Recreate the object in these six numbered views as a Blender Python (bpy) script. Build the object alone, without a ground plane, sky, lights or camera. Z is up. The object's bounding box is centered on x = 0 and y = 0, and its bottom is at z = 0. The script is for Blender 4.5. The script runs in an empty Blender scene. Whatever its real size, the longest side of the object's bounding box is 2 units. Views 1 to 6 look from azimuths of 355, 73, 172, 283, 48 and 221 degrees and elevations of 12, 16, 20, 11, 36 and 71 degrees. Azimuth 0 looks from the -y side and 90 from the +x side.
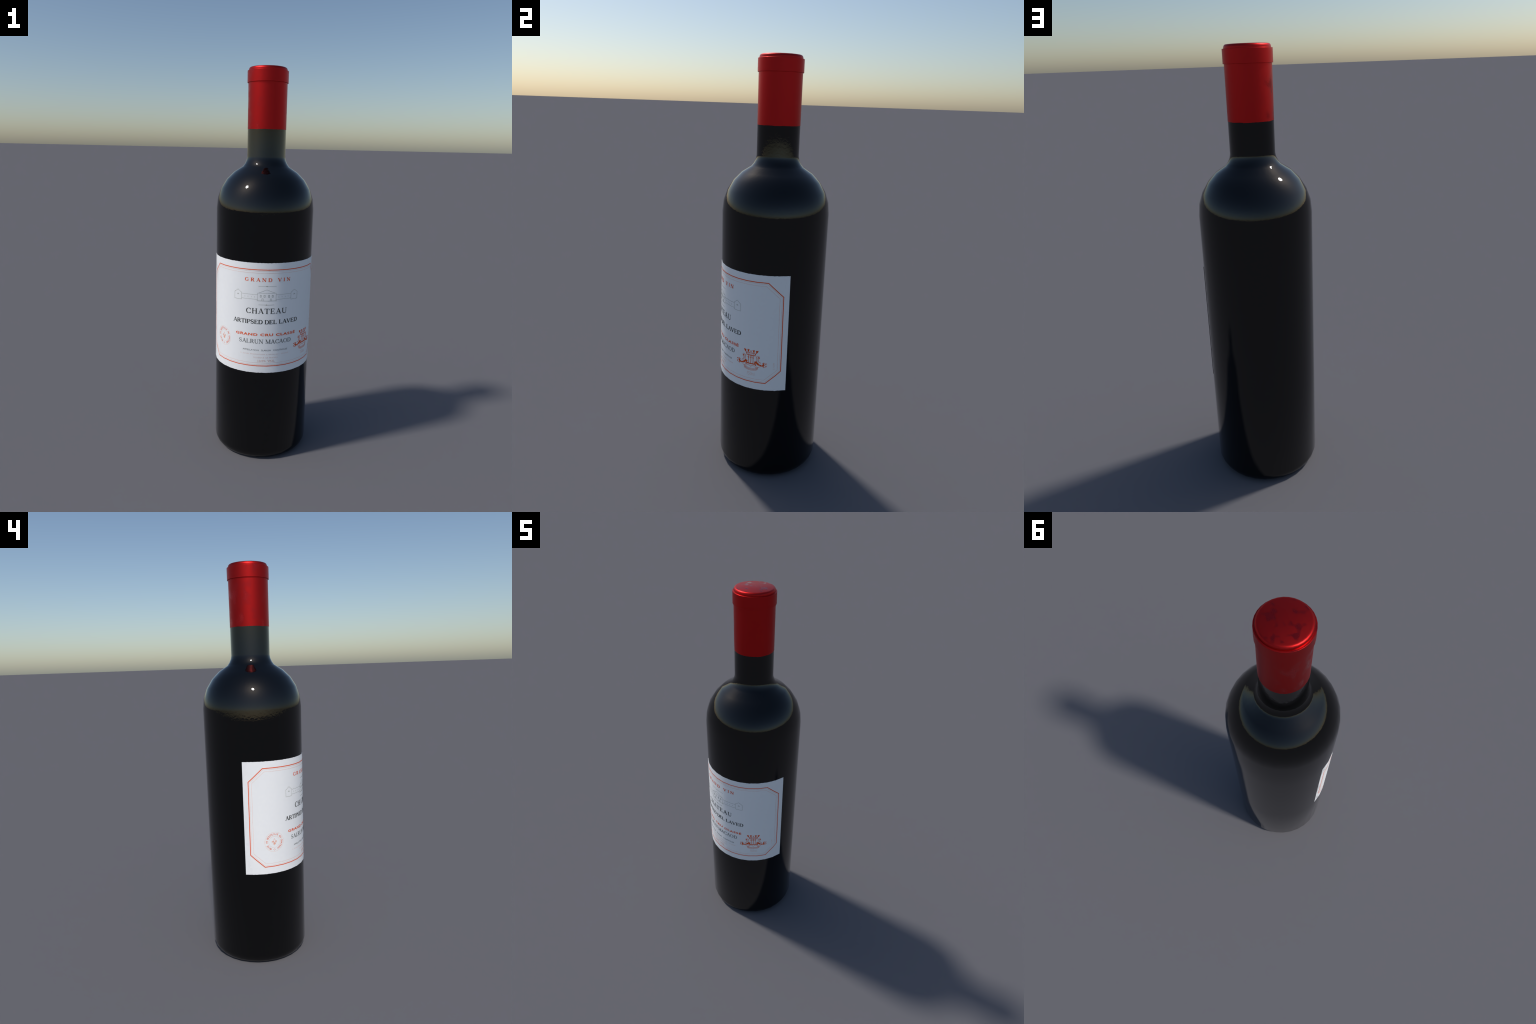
"""A sealed bottle of red wine: near-black glass, a red foil capsule over the
mouth, and a white paper label wrapped round the front half of the body."""
import bpy, bmesh, math, random
from math import pi, sin, cos, radians, tan, hypot, atan2, floor

random.seed(7)
SIDES = 32                       # the glass is turned in 32 flat-sided staves
STAVE = 2 * pi / SIDES

# ---------------------------------------------------------------- materials

def new_material(name):
    m = bpy.data.materials.new(name)
    m.use_nodes = True
    return m, m.node_tree.nodes, m.node_tree.links, m.node_tree.nodes["Principled BSDF"]


def noise_node(nodes, links, scale, detail=3.0, stretch=(1, 1, 1), shift=(0, 0, 0)):
    co = nodes.new("ShaderNodeTexCoord")
    mp = nodes.new("ShaderNodeMapping")
    mp.inputs["Scale"].default_value = stretch
    mp.inputs["Location"].default_value = shift
    tx = nodes.new("ShaderNodeTexNoise")
    tx.inputs["Scale"].default_value = scale
    tx.inputs["Detail"].default_value = detail
    links.new(co.outputs["Object"], mp.inputs["Vector"])
    links.new(mp.outputs["Vector"], tx.inputs["Vector"])
    return tx


def ramp_node(nodes, links, source, lo, hi, a=(0, 0, 0, 1), b=(1, 1, 1, 1)):
    rp = nodes.new("ShaderNodeValToRGB")
    rp.color_ramp.elements[0].position = lo
    rp.color_ramp.elements[0].color = a
    rp.color_ramp.elements[1].position = hi
    rp.color_ramp.elements[1].color = b
    links.new(source, rp.inputs["Fac"])
    return rp


def blend(nodes, links, fac, a, b):
    """Number that goes from a to b with fac."""
    mr = nodes.new("ShaderNodeMapRange")
    mr.inputs["To Min"].default_value = a
    mr.inputs["To Max"].default_value = b
    links.new(fac, mr.inputs["Value"])
    return mr.outputs["Result"]


def glass_material():
    m, n, l, p = new_material("dark_bottle_glass")
    p.inputs["Base Color"].default_value = (0.0008, 0.0009, 0.0008, 1)
    p.inputs["Roughness"].default_value = 0.0
    p.inputs["IOR"].default_value = 1.5
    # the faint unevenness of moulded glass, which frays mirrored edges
    tx = noise_node(n, l, 85.0, 3.0)
    bp = n.new("ShaderNodeBump")
    bp.inputs["Strength"].default_value = 1.0
    bp.inputs["Distance"].default_value = 0.00013
    l.new(tx.outputs["Fac"], bp.inputs["Height"])
    l.new(bp.outputs["Normal"], p.inputs["Normal"])
    return m


def foil_material(name, scale, shift, lo, hi, dark, from_height=None):
    """Red lacquered metal, smoother and darker in soft blotches."""
    m, n, l, p = new_material(name)
    tx = noise_node(n, l, scale, 1.2, (1, 1, 0.8), shift)
    rub = ramp_node(n, l, tx.outputs["Fac"], lo, hi)
    worn = rub.outputs["Color"]  # mask of the darker, glossier blotches
    # on the disc only the flat is blotched; on the sleeve only the -x side
    co = n.new("ShaderNodeTexCoord")
    sep = n.new("ShaderNodeSeparateXYZ")
    l.new(co.outputs["Object"], sep.inputs["Vector"])
    where = n.new("ShaderNodeMapRange")
    if from_height is None:
        where.inputs["From Min"].default_value, where.inputs["From Max"].default_value = -0.01, -0.06
        l.new(sep.outputs["X"], where.inputs["Value"])
    else:
        where.inputs["From Min"].default_value, where.inputs["From Max"].default_value = from_height - 0.0008, from_height
        l.new(sep.outputs["Z"], where.inputs["Value"])
    both = n.new("ShaderNodeMath")
    both.operation = "MULTIPLY"
    l.new(worn, both.inputs[0])
    l.new(where.outputs["Result"], both.inputs[1])
    worn = both.outputs["Value"]
    mix = n.new("ShaderNodeMix")
    mix.data_type = "RGBA"
    mix.inputs[6].default_value = (0.53, 0.0185, 0.0185, 1)
    mix.inputs[7].default_value = (*dark, 1)
    l.new(worn, mix.inputs[0])
    l.new(mix.outputs[2], p.inputs["Base Color"])
    l.new(blend(n, l, worn, 0.42, 0.20), p.inputs["Roughness"])
    l.new(blend(n, l, worn, 1.0, 0.88), p.inputs["Metallic"])
    return m


def paper_material():
    m, n, l, p = new_material("white_label_paper")
    fibre = noise_node(n, l, 60.0, 5.0)
    tint = ramp_node(n, l, fibre.outputs["Fac"], 0.3, 0.7,
                     (0.965, 0.968, 0.972, 1), (0.985, 0.985, 0.985, 1))
    l.new(tint.outputs["Color"], p.inputs["Base Color"])
    # the paper is rubbed shiny only where its left end meets the glass
    co = n.new("ShaderNodeTexCoord")
    sep = n.new("ShaderNodeSeparateXYZ")
    l.new(co.outputs["Object"], sep.inputs["Vector"])
    end = n.new("ShaderNodeMapRange")
    end.inputs["From Min"].default_value, end.inputs["From Max"].default_value = -0.225, -0.25
    l.new(sep.outputs["X"], end.inputs["Value"])
    worn = noise_node(n, l, 11.0, 3.0, (1, 1, 0.8), (3.1, 0.4, 0.9))
    rub = ramp_node(n, l, worn.outputs["Fac"], 0.52, 0.60)
    both = n.new("ShaderNodeMath")
    both.operation = "MULTIPLY"
    l.new(end.outputs["Result"], both.inputs[0])
    l.new(rub.outputs["Color"], both.inputs[1])
    l.new(blend(n, l, both.outputs["Value"], 0.62, 0.25), p.inputs["Roughness"])
    return m


def ink_material(name, colour, uneven=0.0, pale=(0.96, 0.96, 0.96, 1)):
    m, n, l, p = new_material(name)
    p.inputs["Roughness"].default_value = 0.6
    p.inputs["Specular IOR Level"].default_value = 0.25
    tx = noise_node(n, l, 120.0, 2.0)
    c = (*colour, 1)
    weak = tuple(a + (b - a) * uneven for a, b in zip(c, pale))
    rp = ramp_node(n, l, tx.outputs["Fac"], 0.35, 0.65, c, weak)
    l.new(rp.outputs["Color"], p.inputs["Base Color"])
    return m


GLASS = glass_material()
FOIL = foil_material("red_metal_foil", 21.0, (0.31, 0.12, 0.4), 0.54, 0.72, (0.44, 0.0165, 0.020))
FOIL_TOP = foil_material("blotched_red_foil", 30.0, (0.7, 0.2, 0.1), 0.54, 0.68, (0.38, 0.015, 0.020), from_height=1.9997)
PAPER = paper_material()
RED_INK = ink_material("red_ink", (0.90, 0.115, 0.016), 0.0)
BLACK_INK = ink_material("black_ink", (0.030, 0.032, 0.026), 0.05)
GREY_INK = ink_material("grey_ink", (0.10, 0.105, 0.098), 0.08)
LINE_INK = ink_material("olive_line_ink", (0.31, 0.32, 0.25), 0.15)
PALE_INK = ink_material("pale_orange_ink", (0.95, 0.64, 0.55), 0.30)
SOFT_INK = ink_material("soft_orange_ink", (0.92, 0.40, 0.26), 0.25)

# ------------------------------------------------------- object bookkeeping

def add_object(name, mesh, parent, material=None):
    ob = bpy.data.objects.new(name, mesh)
    bpy.context.scene.collection.objects.link(ob)
    ob.parent = parent
    if material is not None:
        mesh.materials.append(material)
    return ob


# --------------------------------------------------------- turned surfaces

def stave_radius(r, phi):
    """Radius of a 32-sided turned ring of corner radius r, at angle phi."""
    off = phi - STAVE * (floor(phi / STAVE) + 0.5)
    return r * cos(STAVE / 2) / cos(off)


def turn(name, profile, tilts, parent, material, split=1, lower_edge=None):
    """Turn a profile [(radius, height)...] about z, listed from bottom to top.

    tilts gives for every strip the upward tilt in degrees of the shading
    normal at its lower and at its upper ring, so that soft and crisp edges
    can be told apart.  split adds vertices along each stave."""
    count = SIDES * split
    bm = bmesh.new()
    rings = []
    for k, (r, z) in enumerate(profile):
        if r == 0:
            v = bm.verts.new((0, 0, z))
            rings.append([v] * count)
            continue
        ring = []
        for i in range(count):
            phi = 2 * pi * i / count
            rr = stave_radius(r, phi + 1e-9)
            zz = z + (lower_edge(phi) if lower_edge and k in (0, 1) else 0)
            ring.append(bm.verts.new((rr * cos(phi), rr * sin(phi), zz)))
        rings.append(ring)
    lean = []
    for k in range(len(profile) - 1):
        for i in range(count):
            j = (i + 1) % count
            quad = [(rings[k][i], i, 0), (rings[k][j], j, 0), (rings[k + 1][j], j, 1), (rings[k + 1][i], i, 1)]
            seen, corner = [], []
            for v, a, top in quad:
                if v not in seen:
                    seen.append(v)
                    corner.append((a, top))
            bm.faces.new(seen)
            for a, top in corner:
                lean.append((2 * pi * a / count, radians(tilts[k][top])))
    mesh = bpy.data.meshes.new(name)
    bm.to_mesh(mesh)
    bm.free()
    mesh.polygons.foreach_set("use_smooth", [True] * len(mesh.polygons))
    mesh.normals_split_custom_set([(cos(t) * cos(a), cos(t) * sin(a), sin(t)) for a, t in lean])
    return add_object(name, mesh, parent, material)


def soft_tilts(profile, first=None, last=None):
    """Shading tilts of a smoothly joined profile: mean of the two strips."""
    face = [math.degrees(atan2(-(b[0] - a[0]), b[1] - a[1])) for a, b in zip(profile, profile[1:])]
    node = [face[0]] + [(p + q) / 2 for p, q in zip(face, face[1:])] + [face[-1]]
    if first is not None:
        node[0] = first
    if last is not None:
        node[-1] = last
    return [(node[k], node[k + 1]) for k in range(len(face))]


bottle = bpy.data.objects.new("wine_bottle", None)
bpy.context.scene.collection.objects.link(bottle)
bottle["label"] = "dark glass wine bottle with red foil capsule and white label"
bottle["category"] = "wine bottle"

# ------ glass: rounded foot, straight body, domed shoulder, flared neck

BODY_R = 0.2521
LABEL_LOW, LABEL_HIGH = 0.4917, 1.0613
CAPSULE_LOW = 1.7005

foot = [(0.2210, 0.0), (0.2300, 0.0040), (0.2400, 0.0117), (0.2480, 0.0255), (BODY_R, 0.0440)]
shoulder = [(BODY_R, 1.3045), (0.2461, 1.3570), (0.2286, 1.4064), (0.1995, 1.4517), (0.1627, 1.4880)]
flare = [(0.1196, 1.5153), (0.1086, 1.5302), (0.1007, 1.5481), (0.0977, 1.5650)]
outline = foot + [(BODY_R, LABEL_LOW), (BODY_R, LABEL_HIGH)] + shoulder + flare + [(0.0977, CAPSULE_LOW)]
tilts = soft_tilts(outline, first=-90, last=0)
tilts[-1] = (4.05, 0.0)
tilts[-2] = (tilts[-2][0], 4.05)
hidden = [(0.0935, CAPSULE_LOW + 0.003), (0.0935, 1.960), (0.0, 1.962)]
glass_profile = [(0.0, 0.0)] + outline + hidden
glass_tilts = [(-90, -90)] + tilts + [(60, 60), (0, 0), (90, 90)]
glass = turn("glass_body", glass_profile, glass_tilts, bottle, GLASS)

# ------ red foil capsule: sleeve, rolled rim, pressed top

def torn(phi):
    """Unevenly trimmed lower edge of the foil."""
    s = phi * 11 / (2 * pi)
    return 0.0007 * ((s % 1.0) - 0.5) + 0.0004 * sin(7 * phi + 1.3)


sleeve_profile = [(0.0936, CAPSULE_LOW - 0.0002), (0.0979, CAPSULE_LOW), (0.0984, 1.9262)]
capsule = turn("foil_capsule", sleeve_profile, [(-90, -90), (0, 0)], bottle, FOIL, split=6, lower_edge=torn)

rim_profile = [(0.0984, 1.9262), (0.1024, 1.9262), (0.1030, 1.9268), (0.1030, 1.9822), (0.1022, 1.9834), (0.0968, 1.9838)]
turn("capsule_rim", rim_profile, [(-85, -85), (-60, 0), (0, 0), (0, 60), (80, 86)], capsule, FOIL, split=2)

top_profile = [(0.0968, 1.9838), (0.0966, 1.9880), (0.0956, 1.9922), (0.0940, 1.9957), (0.0916, 1.9982),
               (0.0885, 1.9995), (0.0845, 2.0), (0.0, 2.0)]
turn("capsule_top", top_profile, [(0, 4), (4, 18), (18, 36), (36, 56), (56, 74), (74, 82), (82, 90)], capsule, FOIL_TOP, split=2)

# ------------------------------------------------------------ paper label
# Label coordinates: s runs left to right along the paper (0 at the front,
# the paper spans half the bottle), z is the height.

PAPER_LIFT, INK_LIFT = 0.0006, 0.00030
ARC = BODY_R * pi / 2                               # half width of the paper
KINKS = [STAVE * k for k in range(-8, 9)]        # stave edges across the paper


def wrap(s, z, lift):
    phi = s / BODY_R - pi / 2
    r = stave_radius(BODY_R + lift, phi)
    return (r * cos(phi), r * sin(phi), z)


def radial_normals(mesh):
    out = []
    for v in mesh.vertices:
        d = hypot(v.co.x, v.co.y)
        out.append((v.co.x / d, v.co.y / d, 0.0))
    mesh.polygons.foreach_set("use_smooth", [True] * len(mesh.polygons))
    mesh.normals_split_custom_set_from_vertices(out)


def cut_edge(s, seed):
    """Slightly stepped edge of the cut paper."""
    t = s / 0.0172 + seed
    return 0.0016 * ((t % 1.0) - 0.5) * (0.5 + 0.5 * sin(1.7 * floor(t) + seed))


def build_label():
    bm = bmesh.new()
    cols = 16 * 12
    top, bot, tin, bin_ = [], [], [], []
    for i in range(cols + 1):
        s = -ARC + 2 * ARC * i / cols
        zt, zb = LABEL_HIGH + cut_edge(s, 0.3), LABEL_LOW + cut_edge(s, 2.1)
        top.append(bm.verts.new(wrap(s, zt, PAPER_LIFT)))
        bot.append(bm.verts.new(wrap(s, zb, PAPER_LIFT)))
        tin.append(bm.verts.new(wrap(s, zt, -0.0004)))
        bin_.append(bm.verts.new(wrap(s, zb, -0.0004)))
    for i in range(cols):
        bm.faces.new((bot[i], bot[i + 1], top[i + 1], top[i]))
        bm.faces.new((top[i], top[i + 1], tin[i + 1], tin[i]))
        bm.faces.new((bin_[i], bin_[i + 1], bot[i + 1], bot[i]))
    for i in (0, cols):
        bm.faces.new((bin_[i], bot[i], top[i], tin[i]))
    mesh = bpy.data.meshes.new("paper_label")
    bm.to_mesh(mesh)
    bm.free()
    radial_normals(mesh)
    return add_object("paper_label", mesh, bottle, PAPER)


label = build_label()

# ------------------------------------------------ printing on the paper

class Print:
    """Collects flat shapes in label coordinates, then wraps them as raised ink."""

    def __init__(self):
        self.shapes = []                 # (points, faces, layer)
        self.swell = 1.0                 # broadens every stroke

    def ribbon(self, pts, widths, layer=0, closed=False):
        n = len(pts)
        if not hasattr(widths, "__len__"):
            widths = [widths] * n
        widths = [w * self.swell for w in widths]
        left, right = [], []
        for i, (x, y) in enumerate(pts):
            if closed:
                ax, ay = pts[i - 1]
                bx, by = pts[(i + 1) % n]
            else:
                ax, ay = pts[max(i - 1, 0)]
                bx, by = pts[min(i + 1, n - 1)]
            d1 = (x - ax, y - ay)
            d2 = (bx - x, by - y)
            l1, l2 = hypot(*d1), hypot(*d2)
            if l1 < 1e-9:
                d1, l1 = d2, l2
            if l2 < 1e-9:
                d2, l2 = d1, l1
            t = (d1[0] / l1 + d2[0] / l2, d1[1] / l1 + d2[1] / l2)
            lt = hypot(*t) or 1.0
            t = (t[0] / lt, t[1] / lt)
            mitre = min(1 / max(t[0] * d1[0] / l1 + t[1] * d1[1] / l1, 0.4), 2.0)
            h = widths[i] / 2 * mitre
            left.append((x - t[1] * h, y + t[0] * h))
            right.append((x + t[1] * h, y - t[0] * h))
        faces = []
        for i in range(n if closed else n - 1):
            j = (i + 1) % n
            faces.append((n + i, n + j, j, i))
        self.shapes.append((left + right, faces, layer))

    def blob(self, x, y, rx, ry, layer=0, turn_by=0.0, count=12):
        pts = []
        for k in range(count):
            a = 2 * pi * k / count
            u, v = rx * cos(a), ry * sin(a)
            pts.append((x + u * cos(turn_by) - v * sin(turn_by), y + u * sin(turn_by) + v * cos(turn_by)))
        self.shapes.append((pts, [tuple(range(count))], layer))

    def flat_mesh(self, mesh, place, layer=0):
        pts = [place(v.co.x, v.co.y) for v in mesh.vertices]
        self.shapes.append((pts, [tuple(p.vertices) for p in mesh.polygons], layer))

    def build(self, name, material, parent):
        bm = bmesh.new()
        walls = []
        for pts, faces, layer in self.shapes:
            lift = INK_LIFT + 0.00004 * (layer % 9)
            vs = [bm.verts.new((x, y, lift)) for x, y in pts]
            made = []
            for f in faces:
                try:
                    made.append(bm.faces.new([vs[i] for i in f]))
                except ValueError:
                    pass
            # side walls down into the paper, so that the ink is a solid film
            for f in made:
                f.normal_update()
                if f.normal.z < 0:
                    f.normal_flip()
            low = {}
            for f in made:
                for loop in list(f.loops):
                    if len(loop.edge.link_faces) > 1:
                        continue
                    p, q = loop.vert, loop.link_loop_next.vert
                    for v in (p, q):
                        if v not in low:
                            low[v] = bm.verts.new((v.co.x, v.co.y, -0.0002))
                    walls.append((q, p, low[p], low[q]))
        for w in walls:
            bm.faces.new(w)
        for s in KINKS:
            x = s * BODY_R
            bmesh.ops.bisect_plane(bm, geom=bm.verts[:] + bm.edges[:] + bm.faces[:], dist=1e-7,
                                   plane_co=(x, 0, 0), plane_no=(1, 0, 0))
        for v in bm.verts:
            v.co = wrap(v.co.x, v.co.y, PAPER_LIFT + v.co.z)
        mesh = bpy.data.meshes.new(name)
        bm.to_mesh(mesh)
        bm.free()
        radial_normals(mesh)
        return add_object(name, mesh, parent, material)


def arc(cx, cy, rx, ry, a0, a1, steps=14):
    return [(cx + rx * cos(radians(a0 + (a1 - a0) * k / steps)), cy + ry * sin(radians(a0 + (a1 - a0) * k / steps)))
            for k in range(steps + 1)]


# ------ a small serif alphabet drawn with a broad pen, cap height 1

THICK, THIN, FOOTW = 0.17, 0.065, 0.055


def pen(pts, thick=THICK, thin=THIN):
    """Stroke widths of a bowl: heavy where it runs upright, fine where level."""
    out = []
    for i in range(len(pts)):
        a, b = pts[max(i - 1, 0)], pts[min(i + 1, len(pts) - 1)]
        d = (b[0] - a[0], b[1] - a[1])
        up = abs(d[1]) / (hypot(*d) or 1)
        out.append(thin + (thick - thin) * up ** 1.5)
    return pts, out


def stem(x, y0=0.0, y1=1.0, w=THICK, feet="bt", half=0.15):
    out = [([(x, y0), (x, y1)], w)]
    if "b" in feet:
        out.append(([(x - half, y0 + FOOTW / 2), (x + half, y0 + FOOTW / 2)], FOOTW))
    if "t" in feet:
        out.append(([(x - half, y1 - FOOTW / 2), (x + half, y1 - FOOTW / 2)], FOOTW))
    return out


def bar(x0, x1, y, w=THIN):
    return [([(x0, y), (x1, y)], w)]


def foot_serif(x, y=0.0, half=0.14):
    yy = y + (FOOTW / 2 if y < 0.5 else -FOOTW / 2)
    return [([(x - half, yy), (x + half, yy)], FOOTW)]


def letter_A():
    return [([(0.42, 1.0), (0.10, 0.0)], THIN), ([(0.40, 1.0), (0.74, 0.0)], THICK)] + bar(0.18, 0.62, 0.34) \
        + foot_serif(0.10) + foot_serif(0.74), 0.84


def letter_C():
    return [pen(arc(0.46, 0.5, 0.36, 0.48, 42, 318, 20))] + [([(0.74, 0.66), (0.74, 0.96)], THIN), ([(0.74, 0.05), (0.74, 0.24)], THIN)], 0.80


def letter_D():
    return stem(0.16) + [pen([(0.16, 0.97), (0.36, 0.97)] + arc(0.36, 0.5, 0.38, 0.47, 88, -88, 14) + [(0.36, 0.03), (0.16, 0.03)])], 0.82


def letter_E():
    return stem(0.16) + bar(0.16, 0.62, 0.965) + bar(0.16, 0.50, 0.51) + bar(0.16, 0.66, 0.035) \
        + [([(0.61, 0.78), (0.61, 0.99)], THIN), ([(0.49, 0.40), (0.49, 0.62)], THIN), ([(0.65, 0.0), (0.65, 0.24)], THIN)], 0.74


def letter_G():
    return [pen(arc(0.46, 0.5, 0.36, 0.48, 42, 300, 20))] + stem(0.72, 0.06, 0.44, 0.14, "t", 0.13) + [([(0.73, 0.68), (0.73, 0.96)], THIN)], 0.88


def letter_H():
    return stem(0.16) + stem(0.70) + bar(0.16, 0.70, 0.51), 0.86


def letter_I():
    return stem(0.16), 0.34


def letter_L():
    return stem(0.16) + bar(0.16, 0.66, 0.035) + [([(0.64, 0.0), (0.64, 0.26)], THIN)], 0.72


def letter_M():
    return stem(0.12, w=THIN) + stem(0.88) + [([(0.12, 1.0), (0.50, 0.04)], THICK), ([(0.50, 0.04), (0.88, 1.0)], THIN)], 1.02


def letter_N():
    return stem(0.12, w=THIN) + stem(0.74, w=THIN, feet="t") + [([(0.12, 1.0), (0.74, 0.0)], THICK)], 0.88


def letter_O():
    return [pen(arc(0.45, 0.5, 0.36, 0.48, 90, 450, 26))], 0.90


def letter_P():
    return stem(0.16) + [pen([(0.16, 0.97), (0.36, 0.97)] + arc(0.36, 0.73, 0.26, 0.24, 88, -88, 12) + [(0.36, 0.49), (0.16, 0.49)])], 0.68


def letter_R():
    return stem(0.16) + [pen([(0.16, 0.97), (0.36, 0.97)] + arc(0.36, 0.74, 0.25, 0.23, 88, -88, 12) + [(0.36, 0.51), (0.16, 0.51)])] \
        + [([(0.38, 0.51), (0.72, 0.0)], THICK * 0.9)] + foot_serif(0.74, half=0.10), 0.82


def letter_S():
    body = arc(0.34, 0.74, 0.22, 0.235, 35, 250, 12) + arc(0.34, 0.26, 0.24, 0.235, 70, -145, 12)
    out = []
    for i in range(len(body)):
        f = abs(i / (len(body) - 1) - 0.5) * 2
        out.append(THICK - (THICK - THIN) * f ** 0.8)
    return [(body, out), ([(0.54, 0.72), (0.54, 0.98)], THIN), ([(0.11, 0.02), (0.11, 0.30)], THIN)], 0.68


def letter_T():
    return stem(0.38, feet="b") + bar(0.02, 0.74, 0.965) + [([(0.04, 0.74), (0.04, 0.99)], THIN), ([(0.72, 0.74), (0.72, 0.99)], THIN)], 0.76


def letter_U():
    bowl = [(0.16, 1.0), (0.16, 0.36)] + arc(0.43, 0.32, 0.27, 0.30, 180, 360, 12) + [(0.70, 0.36), (0.70, 1.0)]
    wd = [THICK, THICK] + [THICK - (THICK - THIN) * k / 12 for k in range(13)] + [THIN, THIN]
    return [(bowl, wd)] + foot_serif(0.16, 1.0) + foot_serif(0.70, 1.0, 0.12), 0.86


def letter_V():
    return [([(0.10, 1.0), (0.44, 0.0)], THICK), ([(0.42, 0.0), (0.76, 1.0)], THIN)] + foot_serif(0.10, 1.0) + foot_serif(0.76, 1.0), 0.86


def digit_1():
    return stem(0.22, feet="b", w=0.13) + [([(0.08, 0.82), (0.24, 0.98)], THIN)], 0.44


def digit_3():
    return [pen(arc(0.28, 0.75, 0.20, 0.22, 150, -90, 12), 0.12), pen(arc(0.28, 0.27, 0.23, 0.25, 90, -150, 12), 0.12)], 0.58


def digit_0():
    return [pen(arc(0.30, 0.5, 0.22, 0.47, 90, 450, 20), 0.12)], 0.60


def full_stop():
    return [([(0.10, 0.0), (0.10, 0.13)], 0.13)], 0.24


def percent():
    return [([(0.12, 0.0), (0.68, 1.0)], THIN), pen(arc(0.20, 0.76, 0.14, 0.2, 90, 450, 12), 0.08), pen(arc(0.60, 0.24, 0.14, 0.2, 90, 450, 12), 0.08)], 0.82


SERIF = {"A": letter_A, "C": letter_C, "D": letter_D, "E": letter_E, "G": letter_G, "H": letter_H, "I": letter_I,
         "L": letter_L, "M": letter_M, "N": letter_N, "O": letter_O, "P": letter_P, "R": letter_R, "S": letter_S,
         "T": letter_T, "U": letter_U, "V": letter_V, "1": digit_1, "3": digit_3, "0": digit_0, ".": full_stop, "%": percent}


def serif_line(text, s0, s1, low, high, gap, space, material, weight=1.0):
    """Set a line of serif capitals so that it fills s0..s1 and low..high."""
    runs, x = [], 0.0
    for ch in text:
        if ch == " ":
            x += space
            continue
        strokes, w = SERIF[ch]()
        runs.append((x, strokes))
        x += w + gap
    x -= gap
    kx, kz = (s1 - s0) / x, high - low
    ink, k = Print(), 0
    for x0, strokes in runs:
        for layer, (pts, wd) in enumerate(strokes):
            scaled = [(s0 + (x0 + p[0]) * kx, low + p[1] * kz) for p in pts]
            mean = (kx + kz) / 2 * weight
            wd = [w * mean for w in wd] if hasattr(wd, "__len__") else wd * mean
            ink.ribbon(scaled, wd, layer + (k % 2) * 4)
        k += 1
    return ink.build("lettering", material, label)


# ------ plain capitals come from the built-in typeface

def plain_mesh(text, bold=0.0, shear=0.0, spacing=1.0):
    cu = bpy.data.curves.new("type", "FONT")
    cu.body, cu.size, cu.offset, cu.shear, cu.space_character = text, 1.0, bold, shear, spacing
    cu.resolution_u = 3
    ob = bpy.data.objects.new("type", cu)
    bpy.context.scene.collection.objects.link(ob)
    dg = bpy.context.evaluated_depsgraph_get()
    dg.update()
    me = bpy.data.meshes.new_from_object(ob.evaluated_get(dg))
    bpy.data.objects.remove(ob)
    bpy.data.curves.remove(cu)
    return me


def plain_line(text, s0, s1, low, high, material, bold=0.0, spacing=1.0, shear=0.0, turned=False):
    me = plain_mesh(text, bold, shear, spacing)
    xs = [v.co.x for v in me.vertices]
    x0, x1 = min(xs), max(xs)
    caps = 0.70                                           # cap height of the face
    ink = Print()
    if turned:                                            # reads upward
        ink.flat_mesh(me, lambda x, y: (s1 - y / caps * (s1 - s0), low + (x - x0) / (x1 - x0) * (high - low)))
    else:
        ink.flat_mesh(me, lambda x, y: (s0 + (x - x0) / (x1 - x0) * (s1 - s0), low + y / caps * (high - low)))
    ob = ink.build("lettering", material, label)
    bpy.data.meshes.remove(me)
    return ob


# ------ printed frame: one bold and two hair lines with cut corners

def frame_points(inset):
    k = inset * 0.42
    sx, tx = 0.3694 - inset, 0.2990 - k
    hi, lo = 1.0275 - inset, 0.5285 + inset
    hs, ls = 0.9625 - k, 0.5935 + k
    corner = [(-tx, hi), (tx, hi), (sx, hs), (sx, ls), (tx - 0.001, lo), (-tx, lo), (-sx, ls), (-sx, hs)]
    return corner


for inset, width, ink in ((0.0, 0.0040, RED_INK), (0.0062, 0.0013, PALE_INK), (0.0165, 0.0014, PALE_INK)):
    p = Print()
    p.ribbon(frame_points(inset), width, closed=True)
    p.build("border_line", ink, label)

# ------ wording

serif_line("GRAND VIN", -0.1175, 0.1160, 0.9685, 0.9862, 0.42, 0.85, RED_INK, 1.25)
serif_line("CHATEAU", -0.1090, 0.1012, 0.8045, 0.8315, 0.14, 0.5, BLACK_INK, 0.98)
serif_line("ARTIPSED DEL LAVED", -0.1805, 0.1690, 0.7510, 0.7722, 0.02, 0.34, BLACK_INK, 1.2)
serif_line("SALRUN MACAOD", -0.1450, 0.1310, 0.6483, 0.6695, 0.06, 0.40, GREY_INK, 0.9)
serif_line("13.0% VOL", -0.0455, 0.0432, 0.5512, 0.5610, 0.06, 0.55, SOFT_INK, 0.85)
plain_line("GRAND CRU CLASSÉ", -0.1638, 0.1570, 0.6882, 0.7008, RED_INK, bold=0.034, spacing=1.15)
plain_line("APPELLATION   SLARUN   CONTROLEE", -0.1235, 0.1115, 0.6083, 0.6162, GREY_INK, bold=-0.004)
plain_line("S. CAVES PROPRIETAIRE A PAUILLAC - FRANCE", -0.1360, 0.1190, 0.5880, 0.5934, PALE_INK, spacing=1.35)
plain_line("PRODUCE OF FRANCE", -0.0655, 0.0578, 0.5700, 0.5768, PALE_INK, spacing=1.35)
plain_line("750ml", 0.2070, 0.2470, 0.5610, 0.5790, PALE_INK, bold=-0.012, shear=0.15)
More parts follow.
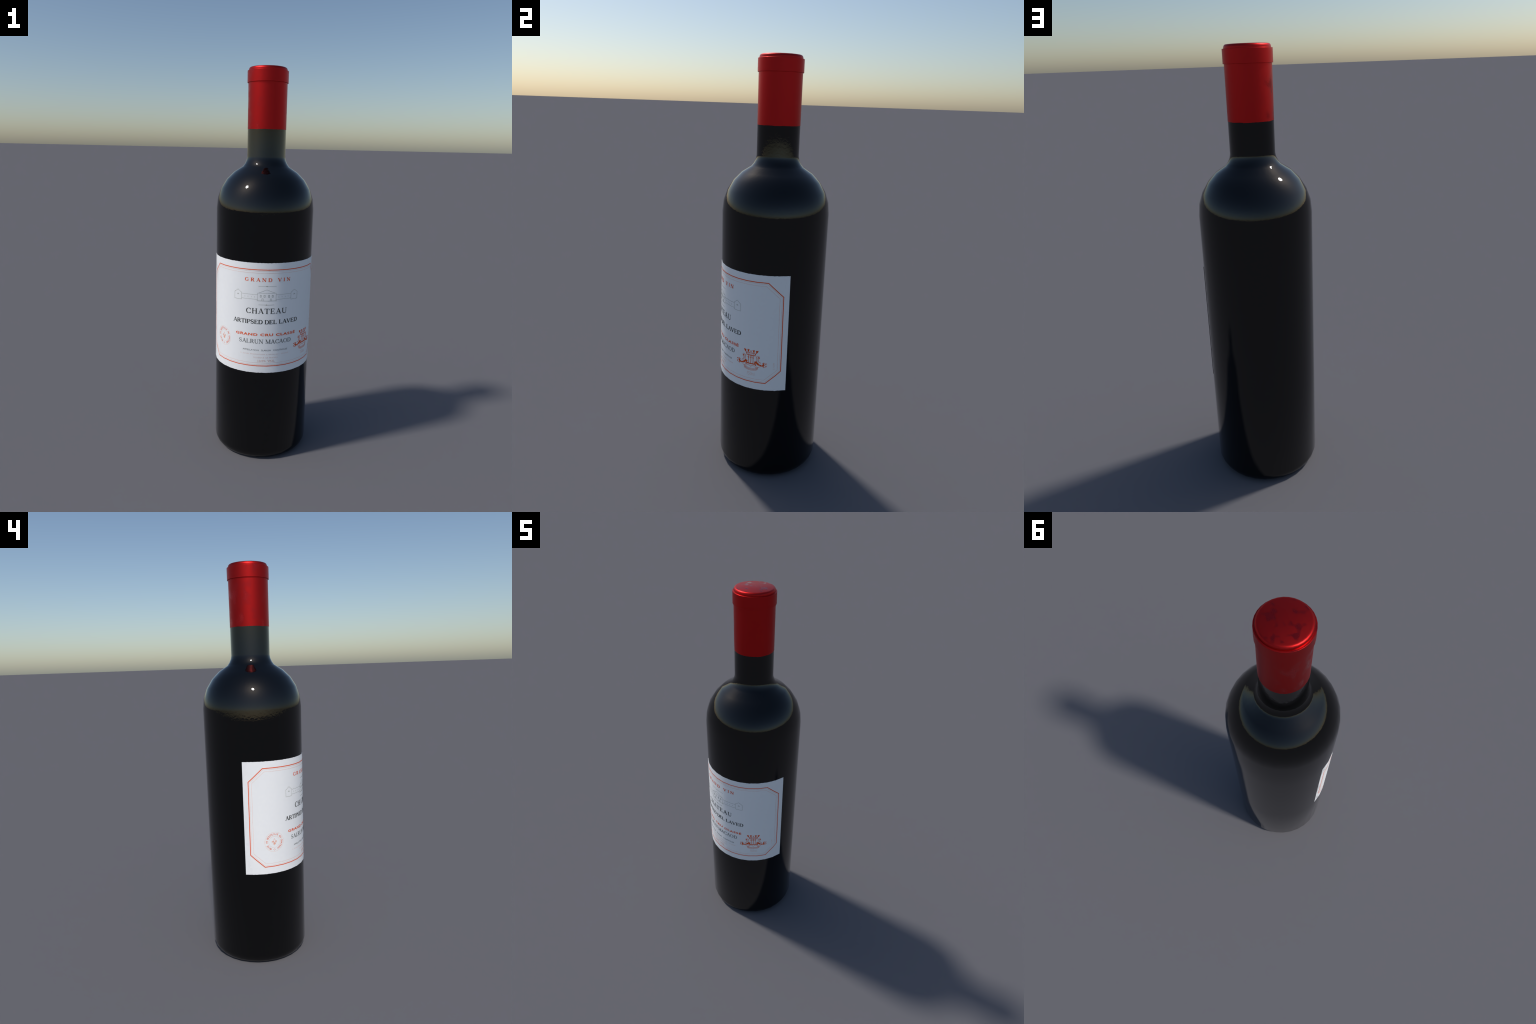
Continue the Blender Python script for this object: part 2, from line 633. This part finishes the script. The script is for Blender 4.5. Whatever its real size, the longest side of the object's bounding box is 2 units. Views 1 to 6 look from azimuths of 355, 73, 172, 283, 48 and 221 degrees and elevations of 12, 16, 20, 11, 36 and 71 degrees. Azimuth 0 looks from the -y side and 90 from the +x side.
plain_line("L.12.04", 0.3325, 0.3395, 0.6010, 0.6356, PALE_INK, turned=True)

# ------ the two small rules with a lozenge

rules = Print()
for z, a, b, c in ((0.9447, -0.0472, 0.0420, -0.0054), (0.8502, -0.0458, 0.0328, -0.0062)):
    rules.ribbon([(a, z), (b, z)], 0.0011, 0)
    rules.ribbon([(c - 0.0055, z), (c, z), (c + 0.0055, z)], [0.0006, 0.0048, 0.0006], 1)
rules.build("ornament_rule", LINE_INK, label)

# ------ line drawing of the country house

house = Print()
LINE = 0.0009
MID = -0.0050


def box(x0, x1, z0, z1, w=LINE, layer=0):
    house.ribbon([(x0, z0), (x1, z0), (x1, z1), (x0, z1)], w, layer, closed=True)


box(MID - 0.0458, MID + 0.0458, 0.8710, 0.9106)
house.ribbon([(MID - 0.0405, 0.9110), (MID - 0.0004, 0.9278), (MID + 0.0405, 0.9110)], LINE, 1)
house.ribbon([(MID - 0.0500, 0.8708), (MID + 0.0510, 0.8708)], LINE * 1.3, 2)
for dx in (-0.0306, -0.0120, 0.0104, 0.0288):
    box(MID + dx - 0.0030, MID + dx + 0.0030, 0.8900, 0.9003, 0.0012, 3)
for dx in (-0.0217, 0.0200):
    house.ribbon([(MID + dx - 0.0035, 0.8712), (MID + dx - 0.0035, 0.8818), (MID + dx + 0.0035, 0.8818), (MID + dx + 0.0035, 0.8712)], LINE, 4)
for side in (-1, 1):
    a, b = MID + side * 0.0462, MID + side * 0.1288
    house.ribbon([(a, 0.9023), (b, 0.9023)], LINE, 1)
    house.ribbon([(a, 0.8782), (b, 0.8782)], LINE, 1)
    for dx in (0.0602, 0.0778, 0.0945, 0.1110):
        x = MID + side * dx
        house.ribbon([(x, 0.8868), (x, 0.8932)], 0.0009, 0)
    t0, t1, tm = MID + side * 0.1290, MID + side * 0.1690, MID + side * 0.1492
    house.ribbon([(t0, 0.8715), (t1, 0.8715)], LINE * 1.2, 2)
    house.ribbon([(t0, 0.8712), (t0, 0.9070), (t0 + side * 0.0045, 0.9086)], LINE, 3)
    house.ribbon([(t1, 0.8712), (t1, 0.9072), (t1 - side * 0.0050, 0.9088)], LINE, 3)
    house.ribbon([(t0 + side * 0.0025, 0.9080), (tm, 0.9210), (t1 - side * 0.0025, 0.9080)], LINE, 4)
    house.ribbon(arc(tm, 0.8955, 0.0048, 0.0045, 0, 180, 8) + [(tm + 0.0048, 0.8955)], 0.0008, 5)
    house.ribbon([(tm, 0.8958), (tm, 0.8990)], 0.0006, 6)
house.build("house_drawing", LINE_INK, label)

# ------ round seal with a lily

SEAL_S, SEAL_Z = -0.2477, 0.6545
seal = Print()
seal.ribbon(arc(SEAL_S, SEAL_Z, 0.0500, 0.0498, 0, 355, 60), 0.0010, 0, closed=True)
seal.ribbon(arc(SEAL_S, SEAL_Z, 0.0292, 0.0290, 0, 355, 48), 0.0011, 0, closed=True)
seal.build("seal_ring", PALE_INK, label)

words = Print()
phrase = "MISE IN BOUTEILLE AU CHATEAU"
for k, ch in enumerate(phrase):
    if ch == " ":
        continue
    me = plain_mesh(ch, bold=0.03)
    xs = [v.co.x for v in me.vertices]
    mid = (min(xs) + max(xs)) / 2
    a = radians(240 - 300 * k / (len(phrase) - 1))
    size = 0.0126

    def place(x, y, a=a, mid=mid, size=size):
        u, v = (x - mid) * size * 0.95, 0.0358 + y * size
        return SEAL_S + v * cos(a) + u * sin(a), SEAL_Z + v * sin(a) - u * cos(a)

    words.flat_mesh(me, place, k % 3)
    bpy.data.meshes.remove(me)
for dx, dz in ((-0.0045, 0), (0.0045, 0), (0, 0.0035), (0, -0.0035)):
    words.blob(SEAL_S + dx, SEAL_Z - 0.0395 + dz, 0.0016, 0.0014, 0)
words.build("seal_lettering", ink_material("coral_ink", (0.90, 0.22, 0.11), 0.15), label)

lily = Print()
lily.ribbon([(SEAL_S + x, SEAL_Z + z) for x, z in
             ((0.0, 0.0175), (0.0040, 0.0100), (0.0040, 0.0045), (0.0018, -0.0035), (-0.0018, -0.0035), (-0.0040, 0.0045), (-0.0040, 0.0100))],
            0.0013, 0, closed=True)
for side in (-1, 1):
    lily.ribbon([(SEAL_S + side * x, SEAL_Z + z) for x, z in
                 ((0.0030, -0.0040), (0.0052, 0.0022), (0.0090, 0.0046), (0.0124, 0.0022), (0.0118, -0.0032), (0.0098, -0.0022))],
                [0.0018, 0.0040, 0.0034, 0.0028, 0.0022, 0.0010], 1 if side > 0 else 3)
    lily.ribbon([(SEAL_S + side * x, SEAL_Z + z) for x, z in ((0.0026, -0.0072), (0.0046, -0.0115), (0.0078, -0.0110))],
                [0.0030, 0.0028, 0.0010], 4)
lily.ribbon([(SEAL_S - 0.0060, SEAL_Z - 0.0054), (SEAL_S + 0.0060, SEAL_Z - 0.0054)], 0.0028, 2)
lily.ribbon([(SEAL_S, SEAL_Z - 0.0066), (SEAL_S, SEAL_Z - 0.0120), (SEAL_S - 0.0010, SEAL_Z - 0.0170)], [0.0050, 0.0042, 0.0010], 5)
lily.build("seal_lily", SOFT_INK, label)

# ------ coat of arms: crown, shield with three columns, two beasts, ribbon
# Drawn on a grid of hundredths, x from the centre line, y downward from the crown.

CREST_S, CREST_Z, GX, GZ = 0.2262, 0.6930, 0.00987, 0.0130


def grid(pts, side=1):
    return [(CREST_S + side * x * GX, CREST_Z - y * GZ) for x, y in pts]


crest, fine = Print(), Print()
crest.swell, fine.swell = 1.35, 1.15
for side in (-1, 1):
    # crown
    crest.ribbon(grid([(2.10, 1.90), (2.55, 1.15), (3.00, 0.65), (3.65, 0.05)], side), [0.0020, 0.0022, 0.0062, 0.0014], 0)
    crest.ribbon(grid([(2.45, 0.28), (3.05, 0.45), (3.45, 0.12)], side), [0.0030, 0.0050, 0.0020], 1)
    crest.ribbon(grid([(1.30, 0.95), (1.45, 0.45), (1.70, 0.02)], side), [0.0058, 0.0052, 0.0030], 2)
    crest.ribbon(grid([(0.85, 0.10), (1.20, 0.35), (1.55, 0.72)], side), 0.0026, 3)
    crest.ribbon(grid([(2.20, 1.55), (1.60, 1.10), (0.95, 1.45), (0.45, 1.10)], side), 0.0018, 4)
    crest.blob(*grid([(2.22, 1.62)], side)[0], 0.0026, 0.0030, 5)
    crest.blob(*grid([(1.10, 1.62)], side)[0], 0.0019, 0.0022, 6)
    # shield edge and heavy base
    fine.ribbon(grid([(2.75, 2.30), (2.72, 4.30)], side), 0.0015, 0)
    crest.ribbon(grid([(1.75, 4.60), (2.20, 4.55), (2.18, 5.10), (1.85, 5.50), (0.0, 5.50)], side), [0.0030, 0.0040, 0.0042, 0.0042, 0.0036], 1 if side > 0 else 7)
    fine.ribbon(grid([(2.50, 5.60), (2.20, 6.15), (0.55, 6.25), (0.0, 6.65)], side), 0.0018, 1 if side > 0 else 2)
    crest.ribbon(grid([(2.45, 5.30), (2.60, 5.85), (2.35, 6.15)], side), [0.0030, 0.0022, 0.0014], 3)
    # beast: head, neck, heavy haunch, scrolled tail
    crest.blob(*grid([(3.90, 2.75)], side)[0], 0.0030, 0.0042, 2, turn_by=0.4 * side)
    fine.ribbon(grid([(4.30, 3.10), (4.35, 2.40), (3.80, 2.05), (3.20, 2.20), (2.80, 2.70), (2.72, 4.20)], side), 0.0013, 3)
    fine.ribbon(grid([(4.20, 3.00), (3.75, 3.40), (3.95, 4.05), (4.00, 4.35)], side), 0.0016, 4)
    fine.ribbon(grid([(3.40, 2.60), (3.25, 3.60), (3.75, 4.45)], side), 0.0012, 5)
    crest.ribbon(grid([(2.65, 4.20), (2.85, 4.75), (3.40, 5.15), (4.05, 5.60), (4.10, 5.62)], side), [0.0030, 0.0062, 0.0072, 0.0058, 0.0030], 4)
    crest.ribbon(grid([(4.25, 5.55), (4.95, 5.75), (5.45, 5.80)], side), [0.0050, 0.0058, 0.0030], 5)
    crest.ribbon(grid([(4.05, 4.60), (4.60, 4.55), (4.95, 4.80)], side), 0.0016, 6)
    crest.ribbon(grid([(5.45, 5.95), (5.80, 5.60), (6.15, 5.85), (6.30, 5.20), (6.05, 4.70), (6.35, 4.45)], side), [0.0022, 0.0045, 0.0040, 0.0050, 0.0030, 0.0014], 7)
    fine.ribbon(grid([(6.20, 4.55), (6.80, 4.50), (7.10, 5.00), (6.75, 5.50), (6.40, 5.20)], side), 0.0016, 6)
    fine.ribbon(grid([(6.00, 6.10), (6.40, 6.40), (7.00, 6.05), (7.60, 6.00)], side), 0.0016, 7)
    crest.blob(*grid([(7.48, 4.82)], side)[0], 0.0026, 0.0028, 0)
    crest.blob(*grid([(7.50, 5.70)], side)[0], 0.0024, 0.0030, 0)
    # ribbon ends
    fine.ribbon(grid([(2.30, 6.85), (3.00, 6.40), (3.60, 6.70), (3.25, 7.25), (2.60, 7.10)], side), 0.0018, 3)
    fine.ribbon(grid([(3.60, 6.70), (4.50, 6.20)], side), 0.0011, 4)
fine.ribbon(grid([(-3.45, 6.75), (-2.2, 7.15), (0, 7.35), (2.2, 7.15), (3.45, 6.75)]), 0.0012, 0)
fine.ribbon(grid([(-3.55, 7.45), (-2.2, 7.95), (0, 8.15), (2.2, 7.95), (3.55, 7.45)]), 0.0012, 0)
for k in range(-7, 8):
    x = k * 0.42
    fine.ribbon(grid([(x - 0.10, 7.86 - 0.045 * k * k * 0.16), (x + 0.10, 7.55 - 0.045 * k * k * 0.16)]), 0.0017, 5 + k % 2)
crest.ribbon(grid([(-2.30, 2.10), (0, 2.22), (2.30, 2.10)]), 0.0028, 8)
crest.blob(*grid([(-0.05, 0.62)])[0], 0.0026, 0.0036, 0)
crest.ribbon(grid([(0, 1.0), (0, 1.9)]), 0.0020, 1)
for x in (-1.20, -0.02, 1.12):
    fine.ribbon(grid([(x, 2.40), (x, 5.30)]), 0.0026, 6)
    crest.blob(*grid([(x, 3.15)])[0], 0.0030, 0.0042, 2)
    fine.blob(*grid([(x - 0.32, 3.02)])[0], 0.0018, 0.0018, 7)
    fine.ribbon(grid([(x - 0.25, 2.55), (x + 0.28, 2.55)]), 0.0022, 8)
crest.build("coat_of_arms", ink_material("orange_red_ink", (0.86, 0.108, 0.016)), label)
fine.build("coat_of_arms_line", ink_material("orange_ink", (0.92, 0.21, 0.085), 0.15), label)
